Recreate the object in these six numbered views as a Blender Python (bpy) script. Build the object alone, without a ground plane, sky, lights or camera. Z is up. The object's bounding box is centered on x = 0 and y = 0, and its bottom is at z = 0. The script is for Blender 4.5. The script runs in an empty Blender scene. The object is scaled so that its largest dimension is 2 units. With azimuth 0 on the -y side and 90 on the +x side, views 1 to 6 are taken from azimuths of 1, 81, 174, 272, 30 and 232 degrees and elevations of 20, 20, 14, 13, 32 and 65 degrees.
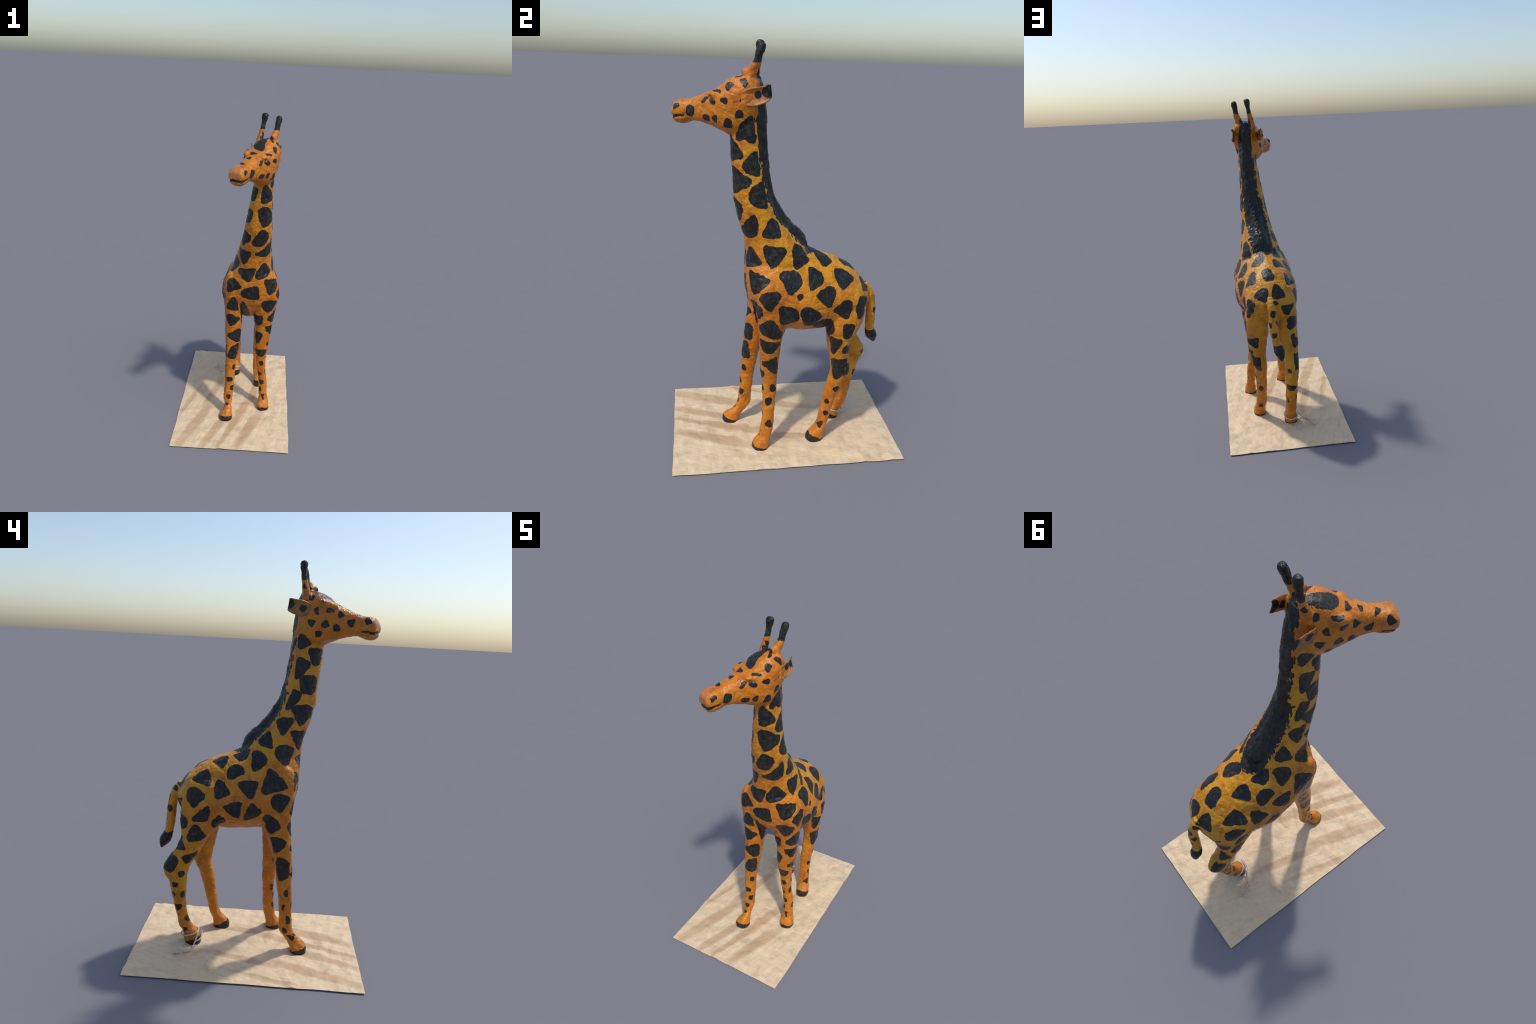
"""Painted papier-mache giraffe standing on a thin wooden board."""
import bpy, bmesh, math
import numpy as np
from mathutils import Vector, noise
from mathutils.bvhtree import BVHTree

# ------------------------------------------------------------------ helpers
def new_object(name, verts, faces, parent=None, material=None, smooth=True):
    mesh = bpy.data.meshes.new(name)
    mesh.from_pydata([tuple(map(float, v)) for v in verts], [], [tuple(map(int, f)) for f in faces])
    mesh.update()
    obj = bpy.data.objects.new(name, mesh)
    bpy.context.scene.collection.objects.link(obj)
    obj.parent = parent
    if material:
        mesh.materials.append(material)
    mesh.polygons.foreach_set("use_smooth", [smooth] * len(mesh.polygons))
    return obj


def spline_rows(keys, rows, count):
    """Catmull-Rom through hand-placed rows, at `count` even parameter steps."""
    keys, rows = np.asarray(keys, float), np.asarray(rows, float)
    slope = np.gradient(rows, keys, axis=0)
    at = np.linspace(keys[0], keys[-1], count)
    i = np.clip(np.searchsorted(keys, at, side="right") - 1, 0, len(keys) - 2)
    h = (keys[i + 1] - keys[i])[:, None]
    t = ((at - keys[i])[:, None]) / h
    return (rows[i] * (2 * t**3 - 3 * t**2 + 1) + slope[i] * h * (t**3 - 2 * t**2 + t)
            + rows[i + 1] * (3 * t**2 - 2 * t**3) + slope[i + 1] * h * (t**3 - t**2))


class Soup:
    """Closed pieces that are melted into one skin afterwards."""
    def __init__(self):
        self.v, self.f = [], []

    def rings(self, rings):
        n, base = len(rings[0]), len(self.v)
        for r in rings:
            self.v.extend(r)
        for k in range(len(rings) - 1):
            a, b = base + k * n, base + (k + 1) * n
            self.f.extend([(a + j, a + (j + 1) % n, b + (j + 1) % n, b + j) for j in range(n)])
        for k, flip in ((0, True), (len(rings) - 1, False)):
            c = len(self.v)
            self.v.append(np.mean(rings[k], axis=0))
            a = base + k * n
            for j in range(n):
                tri = (a + j, a + (j + 1) % n, c)
                self.f.append(tri[::-1] if flip else tri)

    def blob(self, centre, axes, radii, n=24):
        axes = np.asarray(axes, float)
        rings = []
        for k in range(1, n):
            a = math.pi * k / n
            ring = []
            for j in range(n):
                b = 2 * math.pi * j / n
                d = np.array([math.sin(a) * math.cos(b) * radii[0], math.sin(a) * math.sin(b) * radii[1], math.cos(a) * radii[2]])
                ring.append(np.asarray(centre) + d @ axes)
            rings.append(ring)
        self.rings(rings[::-1])


def oval(centre, u, v, plus_u, minus_u, plus_v, minus_v, square=1.0, n=40, upper=None):
    """One cross-section: an oval with its own reach in each of four directions."""
    out, power = [], square
    for j in range(n):
        a = 2 * math.pi * j / n
        c, s = math.cos(a), math.sin(a)
        square = upper if upper and s > 0 else power
        cu = math.copysign(abs(c) ** square, c) * (plus_u if c > 0 else minus_u)
        sv = math.copysign(abs(s) ** square, s) * (plus_v if s > 0 else minus_v)
        out.append(np.asarray(centre) + cu * u + sv * v)
    return out


X, Y, Z = np.eye(3)


def upright(soup, table, count, square=0.9):
    """Limb or neck: level cross-sections (z, x from, x to, y from, y to), top to bottom."""
    t = np.asarray(table, float)
    keys = np.cumsum(np.r_[0, np.hypot(np.diff(t[:, 0]), 0.5 * np.abs(np.diff(t[:, 3])) + 0.5 * np.abs(np.diff(t[:, 4])))])
    rings = []
    for z, x0, x1, y0, y1 in spline_rows(keys, t, count):
        c = np.array([(x0 + x1) / 2, (y0 + y1) / 2, z])
        a, b = (x1 - x0) / 2 + 0.001, (y1 - y0) / 2 + 0.001
        rings.append(oval(c, X, Y, a, a, b, b, square))
    soup.rings(rings[::-1])


# ------------------------------------------------------------------ body sizes (metres)
NECK = [  # z, x from, x to, y front, y back
    (1.815, 0.088, 0.168, -0.270, -0.170),
    (1.770, 0.078, 0.176, -0.290, -0.160),
    (1.700, 0.070, 0.181, -0.302, -0.153),
    (1.600, 0.065, 0.180, -0.303, -0.145),
    (1.500, 0.050, 0.181, -0.296, -0.137),
    (1.400, 0.034, 0.184, -0.289, -0.123),
    (1.300, 0.019, 0.190, -0.279, -0.094),
    (1.230, 0.005, 0.190, -0.261, -0.055),
    (1.170, -0.008, 0.193, -0.243, -0.003),
    (1.110, -0.026, 0.200, -0.228, 0.050),
    (1.050, -0.042, 0.208, -0.222, 0.080),
    (0.980, -0.056, 0.212, -0.213, 0.070),
    (0.900, -0.056, 0.212, -0.203, 0.040)]

TORSO = [  # y, x from, x to, z under, z top, z of the widest part
    (-0.222, 0.025, 0.135, 0.870, 1.060, 0.960),
    (-0.208, -0.022, 0.174, 0.822, 1.090, 0.935),
    (-0.180, -0.068, 0.216, 0.780, 1.100, 0.905),
    (-0.130, -0.100, 0.250, 0.728, 1.115, 0.880),
    (-0.070, -0.113, 0.260, 0.670, 1.120, 0.855),
    (0.000, -0.118, 0.264, 0.662, 1.112, 0.820),
    (0.070, -0.123, 0.264, 0.657, 1.080, 0.800),
    (0.140, -0.118, 0.249, 0.657, 1.050, 0.800),
    (0.200, -0.105, 0.229, 0.656, 1.027, 0.812),
    (0.260, -0.097, 0.220, 0.662, 1.000, 0.825),
    (0.310, -0.089, 0.211, 0.690, 0.968, 0.825),
    (0.350, -0.072, 0.191, 0.722, 0.928, 0.820),
    (0.382, -0.038, 0.160, 0.755, 0.885, 0.815),
    (0.402, 0.020, 0.120, 0.780, 0.850, 0.810)]

FORELEG_LEFT = [
    (0.900, 0.120, 0.235, -0.175, -0.040), (0.800, 0.104, 0.248, -0.176, -0.015), (0.700, 0.100, 0.236, -0.163, -0.025),
    (0.650, 0.110, 0.228, -0.157, -0.040), (0.600, 0.116, 0.224, -0.153, -0.047), (0.500, 0.119, 0.211, -0.150, -0.056),
    (0.450, 0.125, 0.206, -0.146, -0.057), (0.400, 0.132, 0.201, -0.135, -0.059), (0.330, 0.141, 0.198, -0.132, -0.062),
    (0.250, 0.151, 0.205, -0.129, -0.068), (0.170, 0.161, 0.217, -0.133, -0.072), (0.112, 0.166, 0.220, -0.142, -0.077),
    (0.086, 0.167, 0.222, -0.144, -0.085), (0.052, 0.162, 0.235, -0.168, -0.093), (0.025, 0.160, 0.238, -0.180, -0.096),
    (0.004, 0.160, 0.238, -0.180, -0.097)]
FORELEG_RIGHT = [
    (0.900, -0.100, 0.030, -0.205, -0.030), (0.800, -0.094, 0.036, -0.200, -0.030), (0.700, -0.084, 0.028, -0.197, -0.052),
    (0.620, -0.079, 0.026, -0.203, -0.084), (0.550, -0.073, 0.024, -0.211, -0.109), (0.465, -0.068, 0.013, -0.217, -0.130),
    (0.400, -0.067, 0.002, -0.219, -0.139), (0.300, -0.067, -0.003, -0.225, -0.155), (0.200, -0.068, -0.005, -0.232, -0.167),
    (0.120, -0.069, -0.011, -0.243, -0.173), (0.090, -0.058, -0.016, -0.258, -0.194), (0.062, -0.066, -0.013, -0.300, -0.212),
    (0.032, -0.086, -0.007, -0.319, -0.232), (0.004, -0.087, -0.006, -0.319, -0.238)]
HINDLEG_LEFT = [
    (0.820, 0.100, 0.200, 0.195, 0.365), (0.740, 0.088, 0.220, 0.174, 0.372), (0.680, 0.085, 0.224, 0.180, 0.350),
    (0.640, 0.086, 0.223, 0.185, 0.330), (0.600, 0.087, 0.220, 0.194, 0.315), (0.540, 0.100, 0.211, 0.205, 0.305),
    (0.470, 0.108, 0.200, 0.218, 0.311), (0.425, 0.108, 0.192, 0.223, 0.322), (0.395, 0.107, 0.186, 0.223, 0.314),
    (0.360, 0.107, 0.181, 0.216, 0.291), (0.320, 0.107, 0.179, 0.207, 0.280), (0.250, 0.109, 0.176, 0.197, 0.259),
    (0.170, 0.112, 0.174, 0.184, 0.240), (0.110, 0.116, 0.180, 0.173, 0.226), (0.080, 0.120, 0.188, 0.155, 0.215),
    (0.055, 0.124, 0.194, 0.128, 0.206), (0.025, 0.124, 0.196, 0.111, 0.203), (0.004, 0.124, 0.196, 0.111, 0.203)]
HINDLEG_RIGHT = [
    (0.820, -0.078, 0.040, 0.190, 0.365), (0.740, -0.090, 0.035, 0.155, 0.370), (0.690, -0.090, 0.030, 0.162, 0.370),
    (0.650, -0.088, 0.027, 0.194, 0.364), (0.610, -0.087, 0.021, 0.228, 0.364), (0.560, -0.087, 0.011, 0.253, 0.382),
    (0.510, -0.079, 0.009, 0.280, 0.414), (0.463, -0.078, 0.005, 0.310, 0.446), (0.433, -0.077, 0.005, 0.323, 0.455),
    (0.400, -0.075, 0.007, 0.330, 0.449), (0.360, -0.072, 0.007, 0.334, 0.426), (0.307, -0.068, 0.006, 0.335, 0.413),
    (0.256, -0.064, 0.005, 0.336, 0.401), (0.195, -0.059, 0.006, 0.331, 0.388), (0.140, -0.058, 0.007, 0.318, 0.376),
    (0.100, -0.057, 0.010, 0.296, 0.366), (0.070, -0.060, 0.011, 0.262, 0.347), (0.040, -0.067, 0.012, 0.249, 0.338),
    (0.004, -0.067, 0.012, 0.248, 0.332)]

# head frame: turned 27 degrees to the right, tipped a little
HEAD = np.array([0.071, -0.349, 0.0])
AHEAD = np.array([-0.457, -0.889, 0.0])
LEFT = np.array([0.886, -0.455, -0.09]); LEFT /= np.linalg.norm(LEFT)
RISE = np.cross(LEFT, AHEAD) * -1.0
if RISE[2] < 0:
    RISE = -RISE
SKULL = [  # distance ahead, half width, z under, z top, z of the widest part
    (-0.190, 0.052, 1.690, 1.835, 1.770),
    (-0.165, 0.068, 1.665, 1.862, 1.755),
    (-0.130, 0.082, 1.628, 1.862, 1.745),
    (-0.100, 0.087, 1.605, 1.857, 1.735),
    (-0.065, 0.087, 1.604, 1.846, 1.728),
    (-0.030, 0.083, 1.621, 1.822, 1.725),
    (0.005, 0.074, 1.634, 1.801, 1.718),
    (0.045, 0.060, 1.645, 1.784, 1.710),
    (0.085, 0.050, 1.654, 1.769, 1.706),
    (0.120, 0.047, 1.656, 1.757, 1.702),
    (0.150, 0.048, 1.645, 1.749, 1.700),
    (0.178, 0.049, 1.641, 1.747, 1.700),
    (0.198, 0.047, 1.645, 1.740, 1.696),
    (0.208, 0.044, 1.654, 1.729, 1.692),
    (0.215, 0.036, 1.665, 1.715, 1.690)]


def head_point(ahead, left, z):
    return HEAD + AHEAD * ahead + LEFT * left + np.array([0, 0, z])


def tube(soup, path, count, n=28, square=1.0):
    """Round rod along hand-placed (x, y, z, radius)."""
    p = np.asarray(path, float)
    keys = np.cumsum(np.r_[0, np.linalg.norm(np.diff(p[:, :3], axis=0), axis=1)])
    r = spline_rows(keys, p, count)
    tang = np.gradient(r[:, :3], axis=0)
    rings = []
    for q, d in zip(r, tang):
        d = d / np.linalg.norm(d)
        u = np.cross(d, X if abs(d[0]) < 0.9 else Y); u /= np.linalg.norm(u)
        v = np.cross(d, u)
        rings.append(oval(q[:3], u, v, q[3], q[3], q[3], q[3], square, n))
    soup.rings(rings)


HORN_LEFT = [(0.150, -0.235, 1.810, 0.026), (0.160, -0.228, 1.850, 0.025), (0.172, -0.214, 1.885, 0.020), (0.181, -0.200, 1.912, 0.0165),
             (0.187, -0.191, 1.945, 0.019), (0.190, -0.183, 1.968, 0.0195), (0.192, -0.180, 1.981, 0.0165), (0.192, -0.179, 1.986, 0.010)]
HORN_RIGHT = [(0.080, -0.205, 1.810, 0.026), (0.088, -0.197, 1.850, 0.021), (0.094, -0.188, 1.890, 0.0155), (0.099, -0.183, 1.920, 0.0130),
              (0.104, -0.181, 1.945, 0.0135), (0.109, -0.178, 1.972, 0.0190), (0.111, -0.178, 1.991, 0.0175), (0.112, -0.177, 1.999, 0.010)]
TAIL = [(0.068, 0.380, 0.860, 0.030), (0.069, 0.412, 0.820, 0.027), (0.069, 0.430, 0.775, 0.024), (0.068, 0.437, 0.720, 0.025),
        (0.066, 0.440, 0.665, 0.025), (0.058, 0.443, 0.620, 0.022), (0.052, 0.449, 0.595, 0.024), (0.043, 0.462, 0.565, 0.030),
        (0.037, 0.473, 0.540, 0.022), (0.034, 0.482, 0.512, 0.008)]
MANE = [  # core of the mane and its radius
    (0.125, -0.200, 1.850, 0.022), (0.132, -0.191, 1.800, 0.027), (0.137, -0.180, 1.730, 0.030), (0.136, -0.174, 1.640, 0.030),
    (0.130, -0.168, 1.540, 0.033), (0.122, -0.158, 1.440, 0.036), (0.111, -0.139, 1.340, 0.039), (0.101, -0.098, 1.255, 0.041),
    (0.090, -0.033, 1.167, 0.044), (0.082, 0.016, 1.119, 0.048), (0.078, 0.044, 1.082, 0.039), (0.074, 0.060, 1.064, 0.025)]


def build_skin():
    s = Soup()
    upright(s, NECK, 90)
    for leg in (FORELEG_LEFT, FORELEG_RIGHT, HINDLEG_LEFT, HINDLEG_RIGHT):
        upright(s, leg, 110, 0.86)
    t = np.asarray(TORSO, float)
    rings = []
    for y, x0, x1, z0, z1, zc in spline_rows(t[:, 0], t, 80):
        c = np.array([(x0 + x1) / 2, y, zc])
        a = (x1 - x0) / 2
        rings.append(oval(c, X, Z, a, a, z1 - zc, zc - z0, 0.92, upper=1.13))
    s.rings(rings)
    t = np.asarray(SKULL, float)
    rings = []
    for d, w, z0, z1, zc in spline_rows(t[:, 0], t, 70):
        rings.append(oval(HEAD + AHEAD * d + Z * zc, LEFT, RISE, w, w, z1 - zc, zc - z0, 0.78))
    s.rings(rings)
    for rod in (HORN_LEFT, HORN_RIGHT):
        tube(s, rod, 40)
    tube(s, TAIL, 60)
    tube(s, MANE, 80)
    frame = (AHEAD, LEFT, RISE)
    level = (X, Y, Z)
    for side in (1, -1):
        s.blob(head_point(-0.018, 0.054 * side, 1.781), frame, (0.046, 0.027, 0.021))   # brow
        s.blob(head_point(-0.014, 0.062 * side, 1.752), frame, (0.030, 0.020, 0.024))    # eyeball
        s.blob(head_point(-0.050, 0.050 * side, 1.690), frame, (0.050, 0.028, 0.040))   # cheek
    for side in (1, -1):
        s.blob(head_point(0.183, 0.037 * side, 1.716), frame, (0.018, 0.013, 0.016))    # nostril rim
    s.blob((0.160, -0.243, 1.868), level, (0.016, 0.014, 0.020))                          # lump on the left horn
    s.blob((-0.048, -0.148, 0.915), level, (0.048, 0.060, 0.105))                         # right shoulder point
    s.blob((0.212, -0.125, 0.865), level, (0.048, 0.055, 0.100))                          # left shoulder
    s.blob((-0.050, 0.225, 0.878), level, (0.050, 0.058, 0.054))                          # right hip bone
    obj = new_object("skin", s.v, s.f)
    bpy.context.view_layer.objects.active = obj
    obj.select_set(True)
    obj.data.remesh_voxel_size = 0.0040
    obj.data.use_remesh_fix_poles = False
    bpy.ops.object.voxel_remesh()
    return obj


def arrays(mesh):
    v = np.empty(len(mesh.vertices) * 3)
    mesh.vertices.foreach_get("co", v)
    e = np.empty(len(mesh.edges) * 2, int)
    mesh.edges.foreach_get("vertices", e)
    return v.reshape(-1, 3), e.reshape(-1, 2)


def relax(v, e, rounds, keep=True):
    n = len(v)
    deg = np.bincount(e.ravel(), minlength=n)[:, None]
    for k in range(rounds):
        for w in ((0.55, -0.57) if keep else (0.5,)):
            acc = np.stack([np.bincount(e[:, 0], v[e[:, 1], i], n) + np.bincount(e[:, 1], v[e[:, 0], i], n) for i in range(3)], 1)
            v = v + w * (acc / deg - v)
    return v


def distance_to_path(v, path):
    """Nearest distance to a polyline, and the local radius there."""
    p = np.asarray(path, float)
    best, rad, pos = np.full(len(v), 9.0), np.zeros(len(v)), np.zeros(len(v))
    for k, (a, b) in enumerate(zip(p[:-1], p[1:])):
        d = b[:3] - a[:3]
        t = np.clip(((v - a[:3]) @ d) / (d @ d), 0, 1)
        dist = np.linalg.norm(v - (a[:3] + t[:, None] * d), axis=1)
        m = dist < best
        best[m] = dist[m]; rad[m] = (a[3] + t * (b[3] - a[3]))[m]; pos[m] = k + t[m]
    return best, rad, pos


skin = build_skin()
mesh = skin.data
V, EDGES = arrays(mesh)
V = relax(V, EDGES, 2, keep=False)
V = relax(V, EDGES, 10)
soft = np.clip((V[:, 2] - 0.56) / 0.08, 0, 1) * np.clip((1.25 - V[:, 2]) / 0.1, 0, 1) * np.clip((0.40 - V[:, 1]) / 0.03, 0, 1)
V = V + soft[:, None] * (relax(V, EDGES, 70) - V)      # melt the joints of trunk, neck and thighs
face = np.clip((V[:, 2] - 1.62) / 0.03, 0, 1) * np.clip((1.84 - V[:, 2]) / 0.02, 0, 1)
V = V + 0.8 * face[:, None] * (relax(V, EDGES, 30) - V)


def set_verts(v):
    mesh.vertices.foreach_set("co", v.ravel())
    mesh.update()
    nrm = np.empty(len(v) * 3)
    mesh.vertices.foreach_get("normal", nrm)
    return nrm.reshape(-1, 3)


N = set_verts(V)

# hand-moulded lumps, creases and the strands of the mane
mane_d, mane_r, mane_pos = distance_to_path(V, MANE)
on_mane = np.clip((mane_r * 1.15 - mane_d) / 0.006, 0, 1)
push = np.zeros(len(V))
for i, p in enumerate(V):
    q = Vector(p)
    lumps = noise.noise(q * 17.0) * 0.0030 + noise.noise(q * 42.0 + Vector((7, 3, 1))) * 0.0020 + noise.noise(q * 95.0 + Vector((1, 8, 2))) * 0.0007
    fold = abs(noise.noise(Vector((q.x * 9, q.y * 9, q.z * 17)) + Vector((2, 9, 4))))
    push[i] = lumps - 0.0016 * max(0.0, 1 - fold * 9)
    if on_mane[i] > 0:
        strand = noise.noise(Vector((q.x * 130, q.y * 90, q.z * 15))) * 0.0030 + noise.noise(q * 24 + Vector((5, 5, 5))) * 0.0045
        push[i] += on_mane[i] * strand

# mouth slit and nostrils
ahead = (V - HEAD) @ AHEAD
on_head = V[:, 2] > 1.6
slit = np.exp(-((V[:, 2] - (1.678 - 0.08 * (ahead - 0.15))) / 0.0060) ** 2) * np.clip((ahead - 0.135) / 0.02, 0, 1) * on_head
push = push * (1 - 0.8 * np.clip((ahead - 0.13) / 0.02, 0, 1) * on_head) - 0.0075 * slit
for socket in ((0.140, -0.386, 1.750), (0.002, -0.315, 1.769)):
    push -= 0.0045 * np.exp(-(np.linalg.norm(V - socket, axis=1) / 0.020) ** 2)
for hole in ((0.022, -0.527, 1.715), (-0.052, -0.485, 1.726)):
    push -= 0.0060 * np.exp(-(np.linalg.norm(V - hole, axis=1) / 0.009) ** 2)
V = V + N * push[:, None]
N = set_verts(V)

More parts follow.
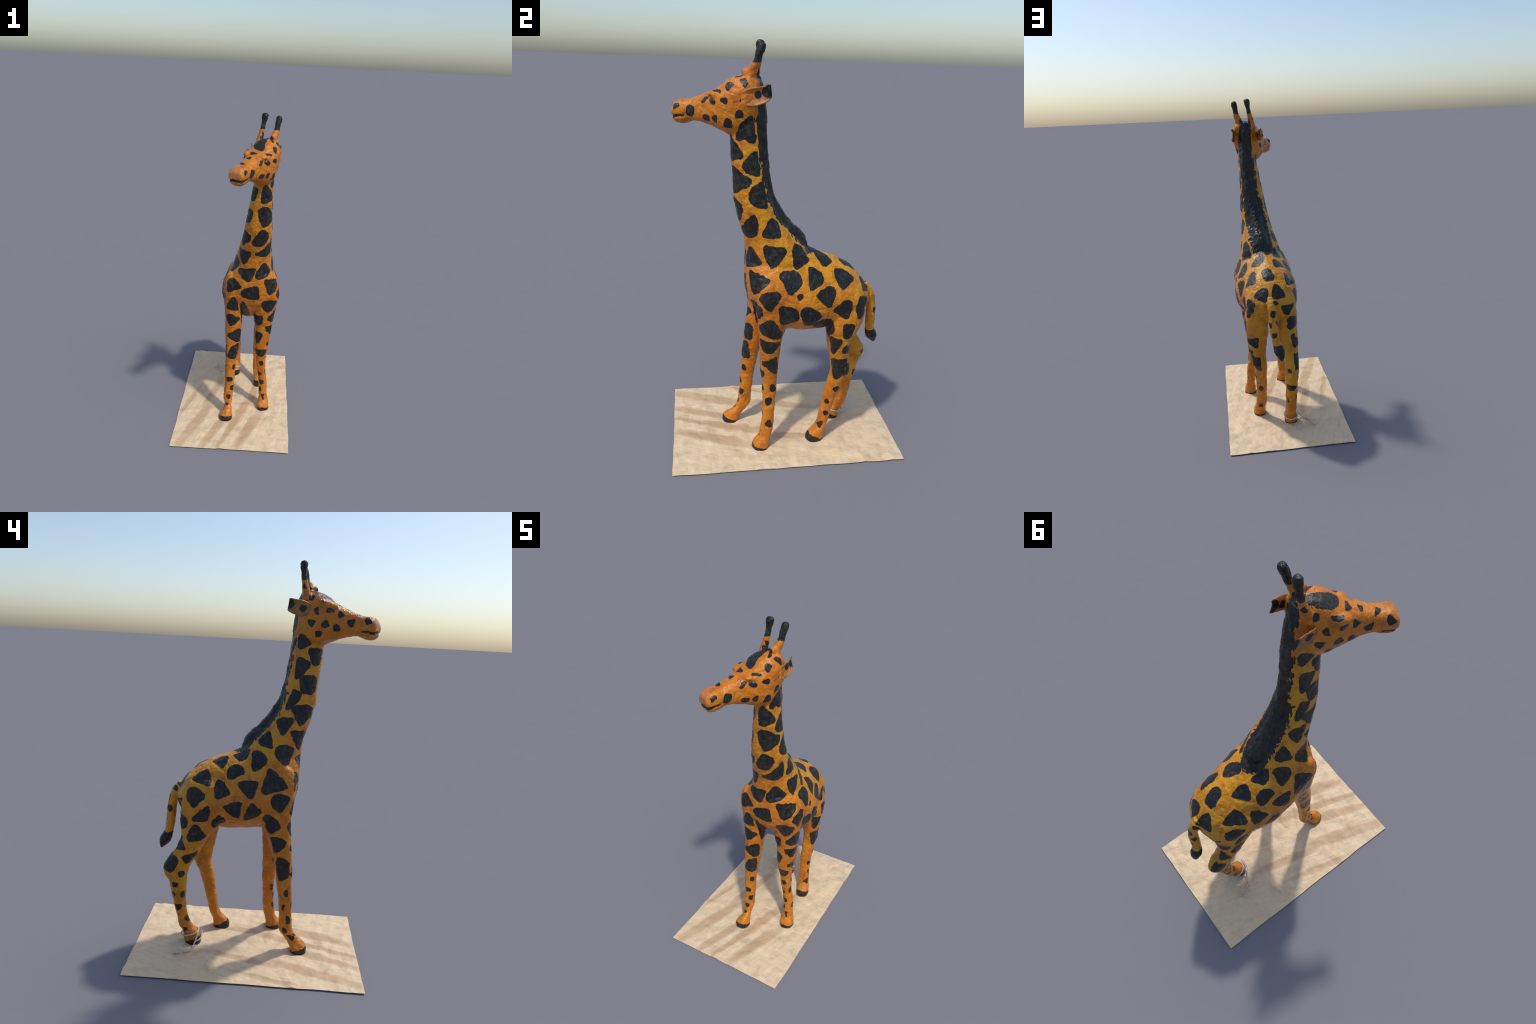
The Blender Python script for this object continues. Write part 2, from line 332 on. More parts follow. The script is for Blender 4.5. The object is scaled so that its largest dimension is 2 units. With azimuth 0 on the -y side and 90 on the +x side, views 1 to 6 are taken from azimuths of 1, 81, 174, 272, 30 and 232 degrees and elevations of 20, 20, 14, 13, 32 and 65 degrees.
# brush-painted spots: centre (m), half width and half length (mm), turn (degrees), how much one end narrows
SPOTS = {
    "head": [
        (0.060, -0.473, 1.701, 18, 22, 170, 0.12), (0.104, -0.411, 1.751, 9, 18, 143, 0.16), (0.176, -0.312, 1.814, 18, 14, 57, 0.17),
        (0.178, -0.334, 1.755, 11, 17, 82, 0.11), (0.196, -0.250, 1.830, 20, 13, 303, 0.16), (0.109, -0.405, 1.678, 13, 18, 75, 0.26),
        (0.141, -0.370, 1.679, 16, 12, 70, 0.24), (0.172, -0.317, 1.661, 18, 20, 0, 0.25), (0.198, -0.271, 1.703, 15, 17, 9, 0.13),
        (0.158, -0.260, 1.854, 18, 9, 263, 0.51), (0.104, -0.199, 1.882, 7, 7, 260, 0.46), (0.054, -0.362, 1.794, 17, 12, 182, 0.46),
        (0.034, -0.406, 1.774, 11, 12, 219, 0.47), (-0.001, -0.456, 1.754, 8, 17, 94, 0.39), (0.031, -0.248, 1.764, 14, 13, 102, 0.41),
        (0.004, -0.363, 1.750, 14, 13, 140, 0.29), (-0.013, -0.412, 1.711, 15, 17, 187, 0.49), (-0.045, -0.486, 1.727, 18, 13, 129, 0.22),
        (0.009, -0.292, 1.704, 15, 17, 126, 0.27), (-0.000, -0.348, 1.690, 14, 15, 281, 0.03), (0.035, -0.227, 1.710, 14, 18, 66, 0.45),
        (0.022, -0.265, 1.659, 13, 16, 277, 0.14), (0.064, -0.225, 1.825, 11, 14, 334, 0.00), (0.028, -0.292, 1.805, 20, 11, 168, 0.33),
        (0.076, -0.184, 1.875, 11, 8, 128, 0.32), (0.089, -0.288, 1.843, 57, 32, 111, 0.30), (0.143, -0.357, 1.792, 20, 9, 355, 0.30),
        (0.029, -0.534, 1.720, 10, 16, 299, 0.11),
    ],
    "neck": [
        (0.190, -0.111, 1.203, 34, 44, 355, 0.46), (0.180, -0.238, 1.634, 45, 36, 98, 0.48), (0.173, -0.262, 1.611, 22, 20, 15, 0.06),
        (0.183, -0.218, 1.485, 41, 38, 101, 0.54), (0.187, -0.184, 1.348, 49, 40, 102, 0.42), (0.070, -0.196, 1.622, 27, 32, 24, 0.36),
        (0.065, -0.267, 1.548, 33, 41, 179, 0.36), (0.050, -0.192, 1.483, 26, 52, 160, 0.62), (0.042, -0.237, 1.412, 42, 46, 175, 0.14),
        (0.027, -0.162, 1.332, 22, 54, 153, 0.40), (0.025, -0.233, 1.275, 40, 54, 291, 0.44), (0.005, -0.123, 1.218, 36, 38, 64, 0.59),
        (0.023, -0.212, 1.134, 37, 48, 178, 0.64), (-0.010, -0.038, 1.132, 34, 35, 111, 0.55), (0.150, -0.281, 1.426, 42, 58, 29, 0.42),
        (0.145, -0.295, 1.560, 31, 55, 14, 0.58), (0.129, -0.269, 1.275, 54, 39, 246, 0.21), (0.170, -0.211, 1.189, 51, 40, 229, 0.62),
    ],
    "trunk": [
        (0.205, -0.104, 1.064, 40, 51, 172, 0.57), (0.184, 0.019, 1.073, 36, 57, 18, 0.60), (0.114, 0.147, 1.033, 35, 48, 4, 0.20),
        (0.235, -0.015, 0.961, 49, 46, 293, 0.35), (0.210, 0.103, 0.960, 44, 38, 261, 0.49), (0.170, 0.240, 0.951, 39, 49, 34, 0.47),
        (0.253, 0.021, 0.885, 14, 13, 192, 0.10), (0.259, -0.127, 0.876, 41, 43, 63, 0.43), (0.226, 0.161, 0.880, 40, 45, 314, 0.43),
        (0.258, -0.028, 0.791, 49, 45, 279, 0.31), (0.262, 0.069, 0.789, 39, 52, 41, 0.33), (0.214, 0.161, 0.718, 58, 40, 320, 0.58),
        (0.217, 0.252, 0.802, 40, 43, 324, 0.37), (0.198, 0.343, 0.793, 30, 54, 167, 0.33), (0.225, 0.278, 0.677, 26, 39, 173, 0.24),
        (0.237, -0.101, 0.697, 38, 60, 230, 0.57), (0.144, -0.208, 1.038, 37, 53, 130, 0.51), (0.051, -0.223, 1.019, 41, 44, 190, 0.63),
        (-0.037, -0.204, 0.949, 38, 42, 25, 0.49), (0.073, -0.221, 0.899, 40, 56, 94, 0.35), (0.206, -0.186, 0.933, 42, 51, 168, 0.65),
        (-0.031, -0.202, 0.814, 29, 46, 354, 0.52), (-0.040, -0.195, 0.702, 31, 39, 43, 0.36), (0.130, -0.155, 0.683, 29, 38, 181, 0.33),
        (-0.029, -0.134, 1.076, 42, 45, 60, 0.37), (-0.008, 0.070, 1.045, 36, 30, 210, 0.46), (-0.045, -0.019, 1.037, 45, 37, 279, 0.36),
        (0.002, 0.170, 1.018, 32, 36, 338, 0.58), (-0.059, 0.100, 0.978, 40, 34, 29, 0.30), (-0.050, 0.255, 0.940, 39, 40, 349, 0.62),
        (-0.093, 0.165, 0.895, 31, 44, 25, 0.50), (-0.099, 0.036, 0.911, 33, 47, 69, 0.58), (-0.097, -0.111, 0.935, 42, 60, 255, 0.80),
        (-0.089, 0.297, 0.848, 40, 44, 46, 0.31), (-0.096, -0.128, 0.845, 42, 42, 60, 0.28), (-0.120, 0.105, 0.801, 30, 44, 83, 0.71),
        (-0.113, 0.007, 0.778, 28, 45, 139, 0.52), (-0.090, 0.244, 0.743, 39, 32, 225, 0.74), (-0.086, 0.171, 0.721, 22, 40, 137, 0.31),
        (-0.082, -0.091, 0.731, 30, 51, 30, 0.35), (0.116, 0.367, 0.893, 34, 41, 339, 0.52), (0.029, 0.367, 0.904, 31, 45, 3, 0.57),
        (0.074, 0.287, 0.984, 31, 47, 19, 0.04), (-0.024, 0.381, 0.783, 32, 36, 178, 0.61), (-0.064, 0.359, 0.698, 36, 35, 270, 0.33),
        (0.044, 0.415, 0.845, 20, 12, 157, 0.04), (0.196, -0.174, 0.796, 41, 43, 179, 0.40), (0.037, -0.152, 0.752, 26, 100, 19, 0.44),
    ],
    "foreleg_left": [
        (0.224, -0.116, 0.603, 38, 34, 175, 0.53), (0.210, -0.084, 0.485, 26, 51, 208, 0.63), (0.196, -0.083, 0.359, 22, 15, 117, 0.18),
        (0.203, -0.103, 0.282, 16, 19, 180, 0.27), (0.219, -0.101, 0.155, 20, 15, 109, 0.31), (0.139, -0.145, 0.548, 21, 41, 174, 0.51),
        (0.160, -0.142, 0.435, 32, 29, 183, 0.26), (0.171, -0.134, 0.352, 13, 17, 190, 0.08), (0.158, -0.123, 0.269, 17, 13, 275, 0.30),
        (0.179, -0.132, 0.209, 20, 13, 286, 0.22), (0.173, -0.131, 0.150, 9, 16, 184, 0.08), (0.195, -0.143, 0.098, 8, 19, 188, 0.24),
    ],
    "foreleg_right": [
        (0.013, -0.194, 0.584, 25, 43, 190, 0.29), (0.001, -0.208, 0.478, 46, 22, 89, 0.31), (-0.007, -0.210, 0.363, 9, 14, 191, 0.12),
        (-0.012, -0.222, 0.210, 15, 11, 291, 0.50), (-0.024, -0.206, 0.587, 30, 41, 90, 0.82), (-0.013, -0.217, 0.471, 29, 46, 347, 0.07),
        (-0.009, -0.212, 0.362, 13, 17, 5, 0.07), (-0.036, -0.228, 0.273, 18, 17, 187, 0.09), (-0.013, -0.223, 0.208, 13, 18, 175, 0.15),
        (-0.035, -0.237, 0.145, 12, 15, 183, 0.14), (-0.044, -0.251, 0.100, 7, 10, 66, 0.81), (-0.077, -0.145, 0.618, 32, 39, 286, 0.67),
        (-0.069, -0.169, 0.479, 58, 33, 276, 0.19), (-0.067, -0.193, 0.344, 15, 12, 90, 0.33), (-0.066, -0.183, 0.261, 7, 16, 182, 0.14),
        (-0.066, -0.214, 0.192, 20, 11, 276, 0.21), (-0.071, -0.200, 0.130, 17, 11, 279, 0.33), (-0.060, -0.230, 0.093, 9, 22, 50, 0.67),
    ],
    "hindleg_left": [
        (0.206, 0.216, 0.588, 25, 49, 171, 0.50), (0.195, 0.248, 0.444, 31, 66, 176, 0.50), (0.211, 0.273, 0.566, 22, 16, 110, 0.43),
        (0.187, 0.305, 0.439, 30, 18, 255, 0.52), (0.180, 0.254, 0.321, 14, 16, 300, 0.06), (0.172, 0.211, 0.244, 14, 11, 98, 0.14),
        (0.175, 0.207, 0.171, 14, 12, 290, 0.07), (0.176, 0.183, 0.108, 12, 18, 319, 0.45), (0.186, 0.302, 0.567, 28, 32, 81, 0.45),
        (0.165, 0.320, 0.421, 20, 46, 1, 0.05), (0.151, 0.255, 0.231, 17, 12, 262, 0.04), (0.155, 0.219, 0.092, 12, 17, 173, 0.15),
    ],
    "hindleg_right": [
        (-0.089, 0.291, 0.639, 34, 44, 128, 0.54), (-0.074, 0.305, 0.517, 19, 44, 311, 0.44), (-0.076, 0.407, 0.466, 46, 26, 240, 0.07),
        (-0.077, 0.356, 0.577, 17, 22, 7, 0.48), (-0.073, 0.353, 0.414, 16, 18, 18, 0.12), (-0.072, 0.387, 0.351, 15, 14, 172, 0.10),
        (-0.060, 0.346, 0.294, 16, 12, 99, 0.26), (-0.064, 0.390, 0.295, 11, 5, 272, 0.79), (-0.062, 0.366, 0.224, 16, 17, 292, 0.32),
        (-0.042, 0.322, 0.146, 19, 12, 126, 0.32), (-0.056, 0.330, 0.092, 11, 9, 283, 0.27), (-0.057, 0.371, 0.583, 14, 39, 176, 0.04),
        (-0.059, 0.434, 0.477, 46, 11, 253, 0.09), (-0.014, 0.446, 0.423, 14, 13, 187, 0.05), (-0.023, 0.409, 0.295, 27, 20, 159, 0.21),
        (-0.006, 0.385, 0.198, 13, 6, 264, 0.60),
    ],
    "tail": [
        (0.044, 0.441, 0.731, 10, 17, 184, 0.07), (0.067, 0.450, 0.792, 18, 14, 88, 0.05), (0.088, 0.451, 0.725, 9, 15, 177, 0.28),
        (0.069, 0.463, 0.664, 14, 14, 269, 0.03), (0.049, 0.452, 0.736, 8, 7, 278, 0.82),
    ],
}

# ------------------------------------------------------------------ materials
class Nodes:
    """Small helper that writes shader nodes in the order they are used."""
    def __init__(self, name):
        self.mat = bpy.data.materials.new(name)
        self.mat.use_nodes = True
        self.t = self.mat.node_tree
        self.bsdf = self.t.nodes["Principled BSDF"]
        self.P = self.t.nodes.new("ShaderNodeTexCoord").outputs["Object"]

    def put(self, socket, value):
        if isinstance(value, bpy.types.NodeSocket):
            self.t.links.new(value, socket)
        elif value is not None:
            socket.default_value = value

    def math(self, op, a, b=None, c=None, clamp=False):
        n = self.t.nodes.new("ShaderNodeMath")
        n.operation, n.use_clamp = op, clamp
        for s, v in zip(n.inputs, (a, b, c)):
            self.put(s, v)
        return n.outputs[0]

    def vec(self, op, a, b=None, scale=None):
        n = self.t.nodes.new("ShaderNodeVectorMath")
        n.operation = op
        self.put(n.inputs[0], a)
        if b is not None:
            self.put(n.inputs[1], b)
        if scale is not None:
            self.put(n.inputs["Scale"], scale)
        return n.outputs["Value" if op in ("DOT_PRODUCT", "LENGTH", "DISTANCE") else "Vector"]

    def noise(self, vector, scale, detail=2.0, rough=0.5, colour=False):
        n = self.t.nodes.new("ShaderNodeTexNoise")
        self.put(n.inputs["Vector"], vector)
        n.inputs["Scale"].default_value, n.inputs["Detail"].default_value, n.inputs["Roughness"].default_value = scale, detail, rough
        return n.outputs["Color" if colour else "Fac"]

    def voronoi(self, vector, scale, out="Color", feature="F1"):
        n = self.t.nodes.new("ShaderNodeTexVoronoi")
        n.feature = feature
        self.put(n.inputs["Vector"], vector)
        n.inputs["Scale"].default_value = scale
        return n.outputs[out]

    def ramp(self, value, lo, hi, a=0.0, b=1.0):
        n = self.t.nodes.new("ShaderNodeMapRange")
        n.interpolation_type = "SMOOTHSTEP"
        for s, v in zip(n.inputs, (value, lo, hi, a, b)):
            self.put(s, v)
        return n.outputs[0]

    def mix(self, fac, a, b, blend="MIX"):
        n = self.t.nodes.new("ShaderNodeMix")
        n.data_type, n.blend_type = "RGBA", blend
        self.put(n.inputs[0], fac)
        self.put(n.inputs[6], a if isinstance(a, bpy.types.NodeSocket) else (*a, 1))
        self.put(n.inputs[7], b if isinstance(b, bpy.types.NodeSocket) else (*b, 1))
        return n.outputs[2]

    def stretch(self, vector, factors):
        return self.vec("MULTIPLY", vector, factors)

    def bump(self, height, strength, distance):
        n = self.t.nodes.new("ShaderNodeBump")
        n.inputs["Strength"].default_value, n.inputs["Distance"].default_value = strength, distance
        self.put(n.inputs["Height"], height)
        self.put(self.bsdf.inputs["Normal"], n.outputs[0])

    def finish(self, colour, rough, specular=0.5, coat=0.0, coat_rough=0.2):
        self.put(self.bsdf.inputs["Base Color"], colour)
        self.put(self.bsdf.inputs["Roughness"], rough)
        self.bsdf.inputs["Specular IOR Level"].default_value = specular
        self.bsdf.inputs["Coat Weight"].default_value = coat
        self.bsdf.inputs["Coat Roughness"].default_value = coat_rough
        return self.mat


ORANGE, YELLOW, RUST = (0.57, 0.175, 0.009), (0.64, 0.275, 0.009), (0.34, 0.085, 0.006)
BLACK, BLUE_BLACK, WORN_BLACK = (0.0125, 0.0118, 0.0095), (0.0085, 0.0092, 0.0150), (0.046, 0.044, 0.036)


def surface_frame(centre):
    """Smoothed surface normal near a point, with a level and a rising direction in the surface."""
    n = N[np.linalg.norm(V - centre, axis=1) < 0.025].sum(0)
    n /= np.linalg.norm(n)
    u = np.cross(Z, n)
    u /= np.linalg.norm(u)
    return n, u, np.cross(n, u)


def spot_field(g, point, row):
    """Signed size of a rounded, tapering brush mark: negative inside."""
    centre, (wide, tall, turn, taper) = np.array(row[:3]), row[3:]
    wide, tall, a = wide / 1000, tall / 1000, math.radians(turn)
    n, u, v = surface_frame(centre)
    across, along = u * math.cos(a) + v * math.sin(a), v * math.cos(a) - u * math.sin(a)
    depth = max(0.028, 0.9 * min(wide, tall), 0.6 * max(wide, tall))
    d = g.vec("SUBTRACT", point, tuple(centre))
    p = g.math("ABSOLUTE", g.vec("DOT_PRODUCT", d, tuple(across / wide)))
    q = g.vec("DOT_PRODUCT", d, tuple(along / tall))
    side = g.math("POWER", g.math("MAXIMUM", g.math("MULTIPLY_ADD", q, taper, p), 0.0), 3.2)
    m = g.math("POWER", g.math("ADD", side, g.math("POWER", g.math("ABSOLUTE", q), 3.2)), 1 / 3.2)
    m = g.math("MAXIMUM", m, g.math("ABSOLUTE", g.vec("DOT_PRODUCT", d, tuple(n / depth))))
    size = min(wide, tall)
    return g.math("MULTIPLY_ADD", m, size, -1.055 * size - 0.0008)


def rod_distance(g, point, path, reach=None):
    """Distance to a bent rod, less its reach at each piece."""
    best = None
    for k, (a, b) in enumerate(zip(path[:-1], path[1:])):
        a3, d = np.array(a[:3]), np.array(b[:3]) - np.array(a[:3])
        rel = g.vec("SUBTRACT", point, tuple(a3))
        t = g.math("MULTIPLY", g.vec("DOT_PRODUCT", rel, tuple(d / (d @ d))), 1.0, clamp=True)
        dist = g.vec("DISTANCE", rel, g.vec("SCALE", tuple(d), scale=t))
        if reach:
            dist = g.math("SUBTRACT", dist, reach[k])
        best = dist if best is None else g.math("MINIMUM", best, dist)
    return best


def mane_field(g, point):
    """The painted mane follows the nape; its edges are brushed out in strands."""
    reach = [(a[3] + b[3]) / 2 + (0.0145 if a[2] > 1.4 else 0.024) for a, b in zip(MANE[:-1], MANE[1:])]
    best = rod_distance(g, point, MANE, reach)
    streak = g.noise(g.stretch(g.P, (1, 1, 0.13)), 95, 1.5)
    return g.math("MULTIPLY_ADD", g.math("SUBTRACT", streak, 0.5), 0.034, best)


# each hoof: level at the heel, rise towards the toe, heel y
HOOVES = {"foreleg_left": (0.014, 0.22, -0.097), "foreleg_right": (0.016, 0.35, -0.238),
          "hindleg_left": (0.016, 0.46, 0.203), "hindleg_right": (0.016, 0.46, 0.335)}


def hide(name, spots, mane=False, horn=False, hoof=None, tuft=False):
    """Varnished orange paint with black spots; further black zones where the part has them."""
    g = Nodes(name)
    wobble = g.vec("SUBTRACT", g.noise(g.P, 36, 2.5, 0.55, colour=True), (0.5, 0.5, 0.5))
    point = g.vec("ADD", g.P, g.vec("SCALE", wobble, scale=0.018))
    field = None
    for row in spots:
        f = spot_field(g, point, row)
        field = f if field is None else g.math("MINIMUM", field, f)
    xyz = g.t.nodes.new("ShaderNodeSeparateXYZ")
    g.put(xyz.inputs[0], point)
    x, y, z = xyz.outputs
    if mane:
        f = mane_field(g, point)
        field = g.math("MINIMUM", field, f)
    if horn:
        reach = g.vec("DOT_PRODUCT", g.vec("SUBTRACT", point, tuple(HEAD)), tuple(AHEAD / np.linalg.norm(AHEAD)))
        front = g.math("SUBTRACT", reach, 0.147)
        level = g.math("ABSOLUTE", g.math("SUBTRACT", z, g.math("MULTIPLY_ADD", front, -0.08, 1.678)))
        lips = g.math("MAXIMUM", g.math("SUBTRACT", level, g.math("MULTIPLY_ADD", front, 0.045, 0.0040)), g.math("MULTIPLY", front, -1.0))
        field = g.math("MINIMUM", field, lips)
        field = g.math("MINIMUM", field, g.math("SUBTRACT", 1.908, z))
    if tuft:
        field = g.math("MINIMUM", field, g.math("SUBTRACT", z, 0.603))
    if hoof:
        heel, rise, y0 = hoof
        field = g.math("MINIMUM", field, g.math("SUBTRACT", z, g.math("MULTIPLY_ADD", g.math("SUBTRACT", y0, y), rise, heel)))
    mask = g.ramp(field, 0.0010, -0.0010)

    broad = g.noise(g.P, 7, 3, 0.55)
    dorsal = rod_distance(g, point, [(0.10, -0.12, 1.45), (0.08, 0.08, 1.07), (0.08, 0.30, 1.00), (0.065, 0.44, 0.76), (0.06, 0.44, 0.45)])
    dorsal = g.math("MULTIPLY_ADD", g.math("SUBTRACT", broad, 0.5), 0.22, dorsal)
    coat = g.mix(g.ramp(dorsal, 0.31, 0.10), ORANGE, YELLOW)  # warm bounced light painted in: hide tinted yellower along back and rump
    washed = g.noise(g.stretch(g.P, (1, 1, 0.5)), 21, 6, 0.66)
    coat = g.mix(g.ramp(washed, 0.45, 0.70, 0, 0.75), coat, RUST)
    coat = g.mix(g.ramp(g.noise(g.P, 30, 5, 0.66), 0.50, 0.70, 0, 0.60), coat, (0.74, 0.31, 0.03))
    scuff = g.noise(g.stretch(g.P, (1, 1, 0.35)), 75, 5, 0.7)
    coat = g.mix(g.ramp(scuff, 0.60, 0.74, 0, 0.5), coat, (0.70, 0.36, 0.12))
    bare = g.ramp(g.vec("DISTANCE", point, (-0.035, -0.535, 1.715)), 0.055, 0.015, 0, 0.55)
    coat = g.mix(bare, coat, (0.56, 0.25, 0.105))
    ink = g.mix(g.ramp(g.noise(g.P, 11, 2), 0.50, 0.66), BLACK, BLUE_BLACK)
    ink = g.mix(g.ramp(g.noise(g.stretch(g.P, (1, 1, 0.45)), 60, 6, 0.7), 0.46, 0.70, 0, 0.9), ink, WORN_BLACK)
    colour = g.mix(mask, coat, ink)
    rough = g.ramp(g.noise(g.P, 20, 3), 0.35, 0.65, 0.20, 0.38)
    fine = g.noise(g.P, 130, 4, 0.6)
    g.bump(g.math("MULTIPLY_ADD", g.noise(g.P, 55, 3, 0.55), 2.2, fine), 0.55, 0.004)
    return g.finish(colour, rough, 0.36)


def near(points, reach=0.015):
    """Spots that reach into a part."""
    out = []
    for rows in SPOTS.values():
        for r in rows:
            far = max(r[3], r[4]) / 1000 * 1.3 + reach
            if np.min(np.sum((points - np.array(r[:3])) ** 2, axis=1)) < far * far:
                out.append(r)
    return out


# ------------------------------------------------------------------ split the skin into parts
polys = np.array([tuple(p.vertices) for p in mesh.polygons])
C = V[polys].mean(1)
tail_d, tail_r, _ = distance_to_path(C, TAIL)
mane_d, mane_r, _ = distance_to_path(C, MANE)
label = np.full(len(C), "torso", dtype=object)
label[C[:, 2] > 1.075] = "neck"
t_ahead = (C - HEAD) @ AHEAD
label[(C[:, 2] > 1.58) & (t_ahead > -0.05 - (C[:, 2] - 1.60) * 0.64)] = "head"
label[(mane_d < mane_r + 0.012) & (label != "head") & (C[:, 2] > 1.055)] = "mane"
label[(C[:, 2] > 1.70) & (label == "neck") & (C[:, 2] > 1.82)] = "head"
for horn_name, path in (("horn_left", HORN_LEFT), ("horn_right", HORN_RIGHT)):
    d, r, _ = distance_to_path(C, path)
    label[(d < r * 1.6 + 0.004) & (C[:, 2] > 1.862)] = horn_name
label[(tail_d < tail_r + 0.012) & (C[:, 1] > 0.415) & (C[:, 2] < 0.86) & (C[:, 0] > 0.0)] = "tail"
for leg, front, left in (("foreleg_left", 1, 1), ("foreleg_right", 1, 0), ("hindleg_left", 0, 1), ("hindleg_right", 0, 0)):
    m = (C[:, 2] < 0.69) & ((C[:, 1] < 0.04) == bool(front)) & ((C[:, 0] > 0.06) == bool(left)) & (label == "torso")
    m &= (C[:, 2] < 0.66) | (np.abs(C[:, 0] - 0.06) > 0.045)
    m &= ~((C[:, 1] > -0.02) & (C[:, 1] < 0.16) & (C[:, 2] > 0.5))
    label[m] = leg
    heel, rise, y0 = HOOVES[leg]
    label[m & (C[:, 2] < heel + rise * (y0 - C[:, 1]))] = "hoof_" + leg

giraffe = bpy.data.objects.new("giraffe_figurine", None)
bpy.context.scene.collection.objects.link(giraffe)
giraffe["label"] = "glossy orange papier-mache giraffe with black spots on a board"
giraffe["category"] = "giraffe figurine"

parts = {}


def part_object(key, name, material, parent):
    sel = polys[label == key]
    used, inv = np.unique(sel, return_inverse=True)
    obj = new_object(name, V[used], inv.reshape(sel.shape), parent, material)
    obj.data.normals_split_custom_set_from_vertices([tuple(n) for n in N[used]])
    parts[key] = obj
    return obj


def points_of(*keys):
    return C[np.isin(label, keys)][::5]


mat_head = hide("spotted_head_paint", near(points_of("head", "horn_left", "horn_right")), mane=True, horn=True)
mat_neck = hide("spotted_neck_paint", near(points_of("neck", "mane")), mane=True)
mat_torso = hide("spotted_trunk_paint", near(points_of("torso", "tail")), mane=True)
mat_tail = hide("spotted_tail_paint", near(points_of("tail")), tuft=True)
part_object("torso", "torso", mat_torso, giraffe)
part_object("neck", "neck", mat_neck, giraffe)
part_object("mane", "mane", mat_neck, parts["neck"])
head = part_object("head", "head", mat_head, giraffe)
part_object("horn_left", "horn", mat_head, head)
part_object("horn_right", "horn", mat_head, head)
part_object("tail", "tail", mat_tail, giraffe)
for leg in HOOVES:
    m = hide("spotted_leg_paint", near(points_of(leg, "hoof_" + leg)), hoof=HOOVES[leg])
    part_object(leg, leg.split("_")[0], m, giraffe)
    part_object("hoof_" + leg, "hoof", m, parts[leg])
bpy.data.objects.remove(skin)


# ------------------------------------------------------------------ eyes
g = Nodes("eye_paint")
EYE = g.finish(g.mix(g.ramp(g.noise(g.P, 90, 2), 0.4, 0.6), (0.008, 0.009, 0.020), (0.014, 0.015, 0.034)), 0.22, 0.5, 0.3, 0.1)
skin_tree = BVHTree.FromPolygons([tuple(p) for p in V], [tuple(int(k) for k in f) for f in polys])
for centre, side in (((0.138, -0.383, 1.750), 1), ((0.003, -0.312, 1.770), -1)):
    facing = AHEAD * 0.55 + LEFT * 0.83 * side
    facing /= np.linalg.norm(facing)
    across = np.cross(facing, RISE)
    seat = np.array(skin_tree.find_nearest(Vector(centre))[0])
    e = Soup()
    e.blob((0, 0, 0), (across, facing, RISE), (0.0215, 0.0058, 0.0145), 20)
    eye = new_object("eye", [seat - facing * 0.001 + p for p in e.v], e.f, head, EYE)


# ------------------------------------------------------------------ ears
def ear_paint(name, marks, tip):
    g = Nodes(name)
    wob = g.vec("SUBTRACT", g.noise(g.P, 70, 3, 0.6, colour=True), (0.5, 0.5, 0.5))
    point = g.vec("ADD", g.P, g.vec("SCALE", wob, scale=0.012))
    field = g.math("SUBTRACT", g.vec("DISTANCE", point, tip), 0.030)
    for c, r in marks:
        field = g.math("MINIMUM", field, g.math("SUBTRACT", g.vec("DISTANCE", point, c), r))
    mask = g.ramp(field, 0.0012, -0.0012)
    paper = g.mix(g.ramp(g.noise(g.P, 45, 5, 0.65), 0.4, 0.66), (0.43, 0.165, 0.040), (0.26, 0.092, 0.022))
    g.bump(g.noise(g.P, 90, 4, 0.6), 0.4, 0.005)
    return g.finish(g.mix(mask, paper, BLACK), 0.42, 0.4)


def build_ear(root, tip, out, half, marks):
    """A cupped paper leaf that opens outwards."""
    root, tip, out = (np.array(a, float) for a in (root, tip, out))
    axis = tip - root
    along = axis / np.linalg.norm(axis)
    out = out - along * (out @ along); out /= np.linalg.norm(out)
    up = np.cross(out, along)
    if up[2] < 0:
        up = -up
    keys = [0, 0.12, 0.35, 0.6, 0.82, 0.95, 1.0]
    shape = spline_rows(keys, np.array([[0.05], [0.58], [0.98], [1.0], [0.92], [0.82], [0.72]]), 26)[:, 0] * half
    lift = spline_rows(keys, np.array([[0.0], [0.0], [-0.08], [-0.05], [0.0], [0.08], [0.12]]), 26)[:, 0] * half
    nu, nv, thick = 26, 19, 0.0055
    grid = []
    for side in (0, 1):
        for i in range(nu):
            u = i / (nu - 1)
            for j in range(nv):
                w = 2 * j / (nv - 1) - 1
                bend = 1.15 * w
                cup = 0.75 * shape[i] * (1 - math.cos(bend)) * (1 - 0.35 * u)
                p = root + axis * u + up * (math.sin(bend) / math.sin(1.15) * shape[i] + lift[i]) + out * (cup * min(1.0, 1.6 * u) + 0.010 * u)
                p = p + out * 0.004 * noise.noise(Vector(p) * 55)
                inward = out * math.cos(bend * 0.8) - up * math.sin(bend * 0.8)
                grid.append(p - side * thick * inward)
    idx = lambda s, i, j: s * nu * nv + i * nv + j
    faces = []
    for i in range(nu - 1):
        for j in range(nv - 1):
            faces.append((idx(0, i, j), idx(0, i + 1, j), idx(0, i + 1, j + 1), idx(0, i, j + 1)))
            faces.append((idx(1, i, j), idx(1, i, j + 1), idx(1, i + 1, j + 1), idx(1, i + 1, j)))
    rim = [(i, 0) for i in range(nu)] + [(nu - 1, j) for j in range(1, nv)] + [(i, nv - 1) for i in range(nu - 2, -1, -1)] + [(0, j) for j in range(nv - 2, 0, -1)]
    for a, b in zip(rim, rim[1:] + rim[:1]):
        faces.append((idx(0, *a), idx(1, *a), idx(1, *b), idx(0, *b)))
    obj = new_object("ear", grid, faces, head, ear_paint("ear_paint", marks, tuple(tip + up * 0.010)))
    bm = bmesh.new(); bm.from_mesh(obj.data)
    bmesh.ops.recalc_face_normals(bm, faces=bm.faces)
    bm.to_mesh(obj.data); bm.free()


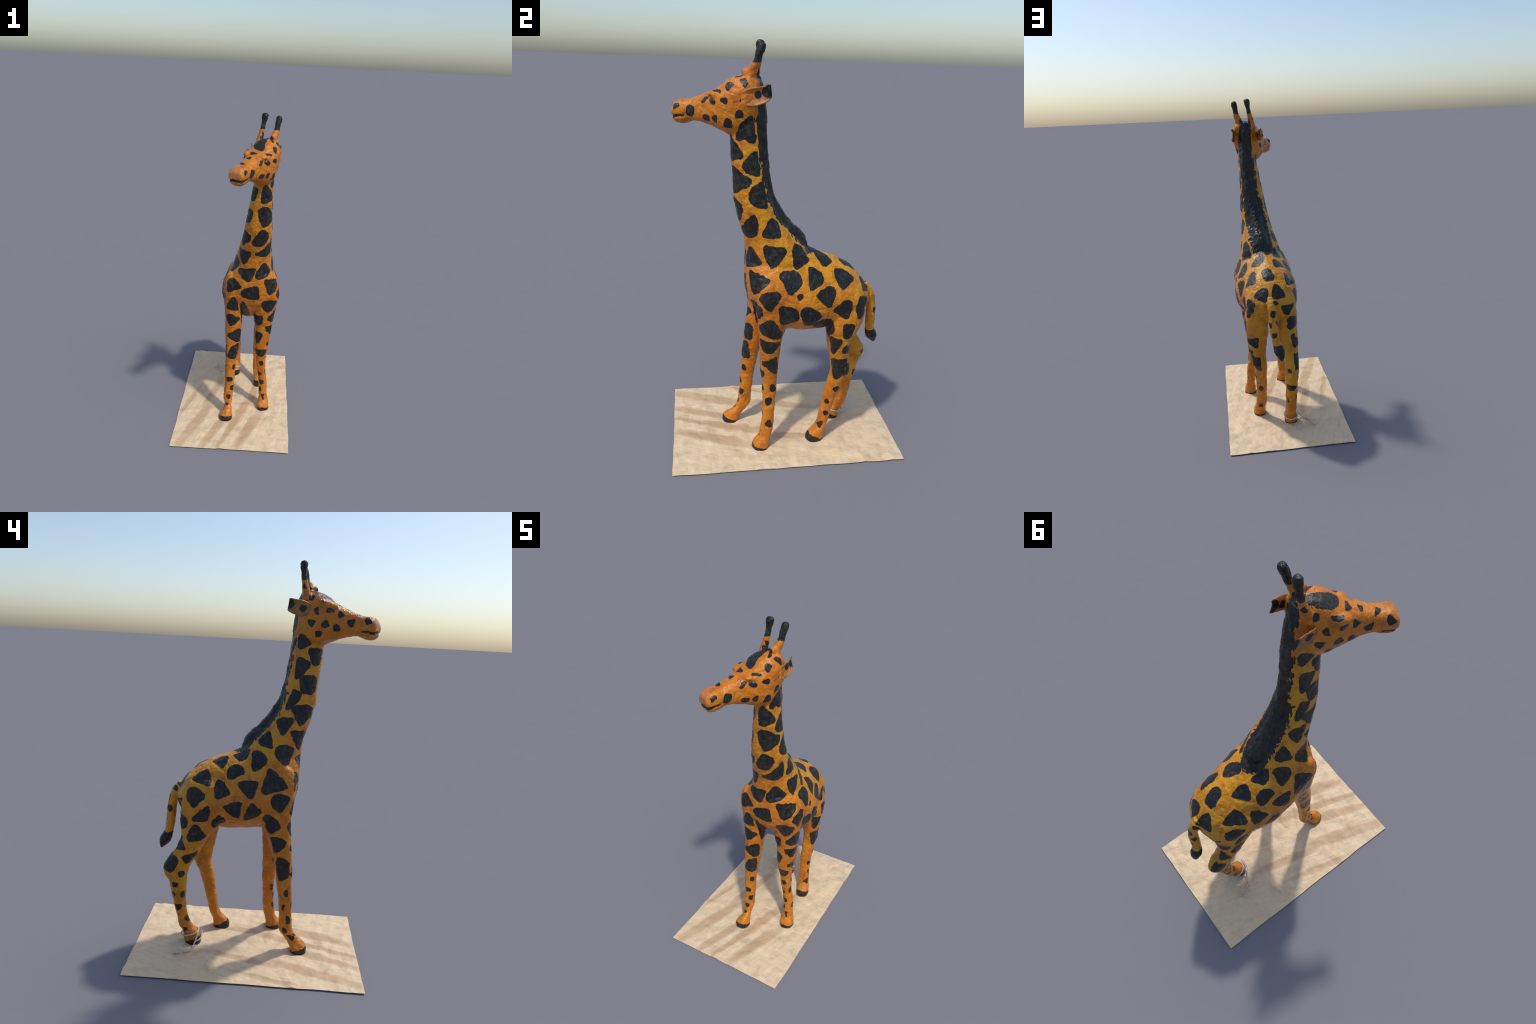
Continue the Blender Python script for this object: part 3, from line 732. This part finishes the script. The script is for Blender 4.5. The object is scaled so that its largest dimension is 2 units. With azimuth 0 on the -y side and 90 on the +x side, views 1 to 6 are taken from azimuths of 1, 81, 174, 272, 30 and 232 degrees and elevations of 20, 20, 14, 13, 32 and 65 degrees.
build_ear((0.202, -0.279, 1.764), (0.199, -0.150, 1.788), (1.0, -0.05, 0.0), 0.033,
          [((0.205, -0.240, 1.778), 0.013), ((0.207, -0.195, 1.783), 0.016), ((0.200, -0.265, 1.760), 0.009)])
build_ear((0.047, -0.232, 1.770), (0.050, -0.114, 1.785), (-0.98, -0.15, 0.0), 0.032,
          [((0.035, -0.185, 1.775), 0.019)])


# ------------------------------------------------------------------ string tied round the right hind foot
def cord(name, path, radius, parent, material):
    s = Soup()
    p = np.array(path, float)
    tube(s, np.c_[p, np.full(len(p), radius)], 14 * len(p), 10)
    v = [q + np.array(noise.noise_vector(Vector(q) * 90)) * 0.0012 for q in s.v]
    return new_object(name, v, s.f, parent, material)


g = Nodes("string_fibre")
STRING = g.finish(g.mix(g.ramp(g.noise(g.stretch(g.P, (1, 1, 1)), 160, 3), 0.35, 0.65), (0.40, 0.36, 0.33), (0.68, 0.63, 0.56)), 0.85, 0.2)
loop = []
for k in range(15):
    a = 2 * math.pi * k / 14 - math.pi / 2
    loop.append((-0.027 + 0.043 * math.cos(a), 0.309 + 0.047 * math.sin(a), 0.064 - 0.012 * math.sin(a)))
string = cord("string", loop, 0.0034, parts["hindleg_right"], STRING)
cord("string", [(-0.010, 0.262, 0.076), (-0.030, 0.262, 0.078), (-0.055, 0.264, 0.068), (-0.078, 0.270, 0.046), (-0.090, 0.276, 0.026), (-0.110, 0.285, 0.014),
                (-0.131, 0.295, 0.012), (-0.146, 0.322, 0.013), (-0.155, 0.350, 0.012), (-0.163, 0.374, 0.011)], 0.0036, parts["hindleg_right"], STRING)
cord("string", [(-0.082, 0.272, 0.036), (-0.068, 0.254, 0.040), (-0.045, 0.244, 0.046), (-0.020, 0.243, 0.056), (0.000, 0.250, 0.066)], 0.0030, parts["hindleg_right"], STRING)


# ------------------------------------------------------------------ board
g = Nodes("pale_plywood")
turned = g.vec("ADD", g.vec("SCALE", (1.0, -0.30, 0.0), scale=g.vec("DOT_PRODUCT", g.P, (0.958, -0.287, 0))), g.vec("SCALE", (0.03, 0.10, 0.0), scale=g.vec("DOT_PRODUCT", g.P, (0.287, 0.958, 0))))
grain = g.noise(turned, 70, 4, 0.6)
bands = g.noise(turned, 9, 3, 0.5)
wood = g.mix(g.ramp(grain, 0.35, 0.68), (0.74, 0.565, 0.360), (0.68, 0.515, 0.320))
patch = g.noise(g.P, 10, 4, 0.62)
wood = g.mix(g.ramp(patch, 0.48, 0.68, 0, 0.65), wood, (0.53, 0.41, 0.245))
wood = g.mix(g.ramp(g.noise(g.P, 22, 2, 0.5), 0.56, 0.66, 0, 0.35), wood, (0.72, 0.58, 0.42))
wob = g.vec("SCALE", g.vec("SUBTRACT", g.noise(turned, 14, 3, 0.6, colour=True), (0.5, 0.5, 0.5)), scale=0.05)
point = g.vec("ADD", g.P, wob)
# soft darker brown bands: middle, half length, half width, lean
for cx, cy, half, wide, lean in ((-0.245, -0.37, 0.27, 0.034, 0.36), (-0.110, -0.42, 0.20, 0.030, 0.40), (-0.020, -0.42, 0.20, 0.022, 0.34),
                                 (0.040, -0.24, 0.22, 0.032, 0.30), (0.105, -0.39, 0.22, 0.034, 0.38), (0.130, 0.05, 0.12, 0.022, 0.10),
                                 (-0.160, 0.02, 0.20, 0.030, 0.25), (-0.310, -0.10, 0.20, 0.020, 0.25)):
    along = np.array([lean, 1.0, 0]); along /= np.linalg.norm(along)
    side = np.array([along[1], -along[0], 0])
    d = g.vec("SUBTRACT", point, (cx, cy, 0.0))
    a = g.vec("DOT_PRODUCT", d, tuple(along / half))
    b = g.vec("DOT_PRODUCT", d, tuple(side / wide))
    r = g.math("ADD", g.math("POWER", g.math("ABSOLUTE", a), 3.0), g.math("MULTIPLY", b, b))
    strength = g.math("MULTIPLY", g.ramp(r, 1.6, 0.1, 0, 0.75), g.ramp(bands, 0.2, 0.55, 0.55, 1.0))
    wood = g.mix(strength, wood, (0.47, 0.305, 0.170))
speck = g.ramp(g.voronoi(g.P, 9, "Distance"), 0.045, 0.02, 0, 0.55)
wood = g.mix(speck, wood, (0.24, 0.20, 0.14))
g.bump(g.math("MULTIPLY_ADD", g.noise(g.P, 18, 2, 0.5), 5.0, grain), 0.5, 0.004)
BOARD = g.finish(wood, g.ramp(patch, 0.3, 0.7, 0.5, 0.7), 0.3)

nx, ny, hx, hy = 150, 240, 0.3695, 0.5900
top, bottom = [], []


def facet(x, y, cell=0.048):
    """Height of a crumpled sheet: flat triangles between lattice points of random height."""
    a, b = (x + 0.31 * y) / cell, (y - 0.27 * x) / cell
    i, j = math.floor(a), math.floor(b)
    u, w = a - i, b - j
    h = lambda p, r: noise.cell(Vector((p + 0.5, r + 0.5, 3.5))) - 0.5
    if u + w < 1:
        return h(i, j) + u * (h(i + 1, j) - h(i, j)) + w * (h(i, j + 1) - h(i, j))
    return h(i + 1, j + 1) + (1 - u) * (h(i, j + 1) - h(i + 1, j + 1)) + (1 - w) * (h(i + 1, j) - h(i + 1, j + 1))


for j in range(ny):
    for i in range(nx):
        u, w = 2 * i / (nx - 1) - 1, 2 * j / (ny - 1) - 1
        ex = 0.0040 * noise.noise(Vector((3.1, w * 5, 0.4 + (u > 0) * 9))) * abs(u) ** 6
        ey = 0.0040 * noise.noise(Vector((u * 4, 7.7, 0.4 + (w > 0) * 9))) * abs(w) ** 6
        x, y = hx * u + ex, hy * w + ey
        q = Vector((x, y, 0))
        ridge = abs(noise.noise(q * 9 + Vector((1, 2, 3))))
        z = 0.0105 + 0.0045 * noise.noise(q * 11) + 0.0060 * facet(x, y) - 0.0015 * max(0, 1 - ridge * 6)
        edge = max(abs(u), abs(w))
        z -= 0.0035 * max(0.0, (edge - 0.94) / 0.06) ** 2
        top.append((x, y, max(0.0042, z)))
        bottom.append((x * 0.988, y * 0.992, min(max(0.0, z - 0.0105), 0.003)))
faces = []
M = nx * ny
for j in range(ny - 1):
    for i in range(nx - 1):
        a = j * nx + i
        faces.append((a, a + 1, a + nx + 1, a + nx))
        faces.append((M + a, M + a + nx, M + a + nx + 1, M + a + 1))
rim = [i for i in range(nx)] + [j * nx + nx - 1 for j in range(1, ny)] + [(ny - 1) * nx + i for i in range(nx - 2, -1, -1)] + [j * nx for j in range(ny - 2, 0, -1)]
for a, b in zip(rim, rim[1:] + rim[:1]):
    faces.append((a, M + a, M + b, b))
low = min(p[2] for p in bottom)
board = new_object("board", [(x, y, z - low) for x, y, z in top + bottom], faces, giraffe, BOARD)
board.data.set_sharp_from_angle(angle=math.radians(40))
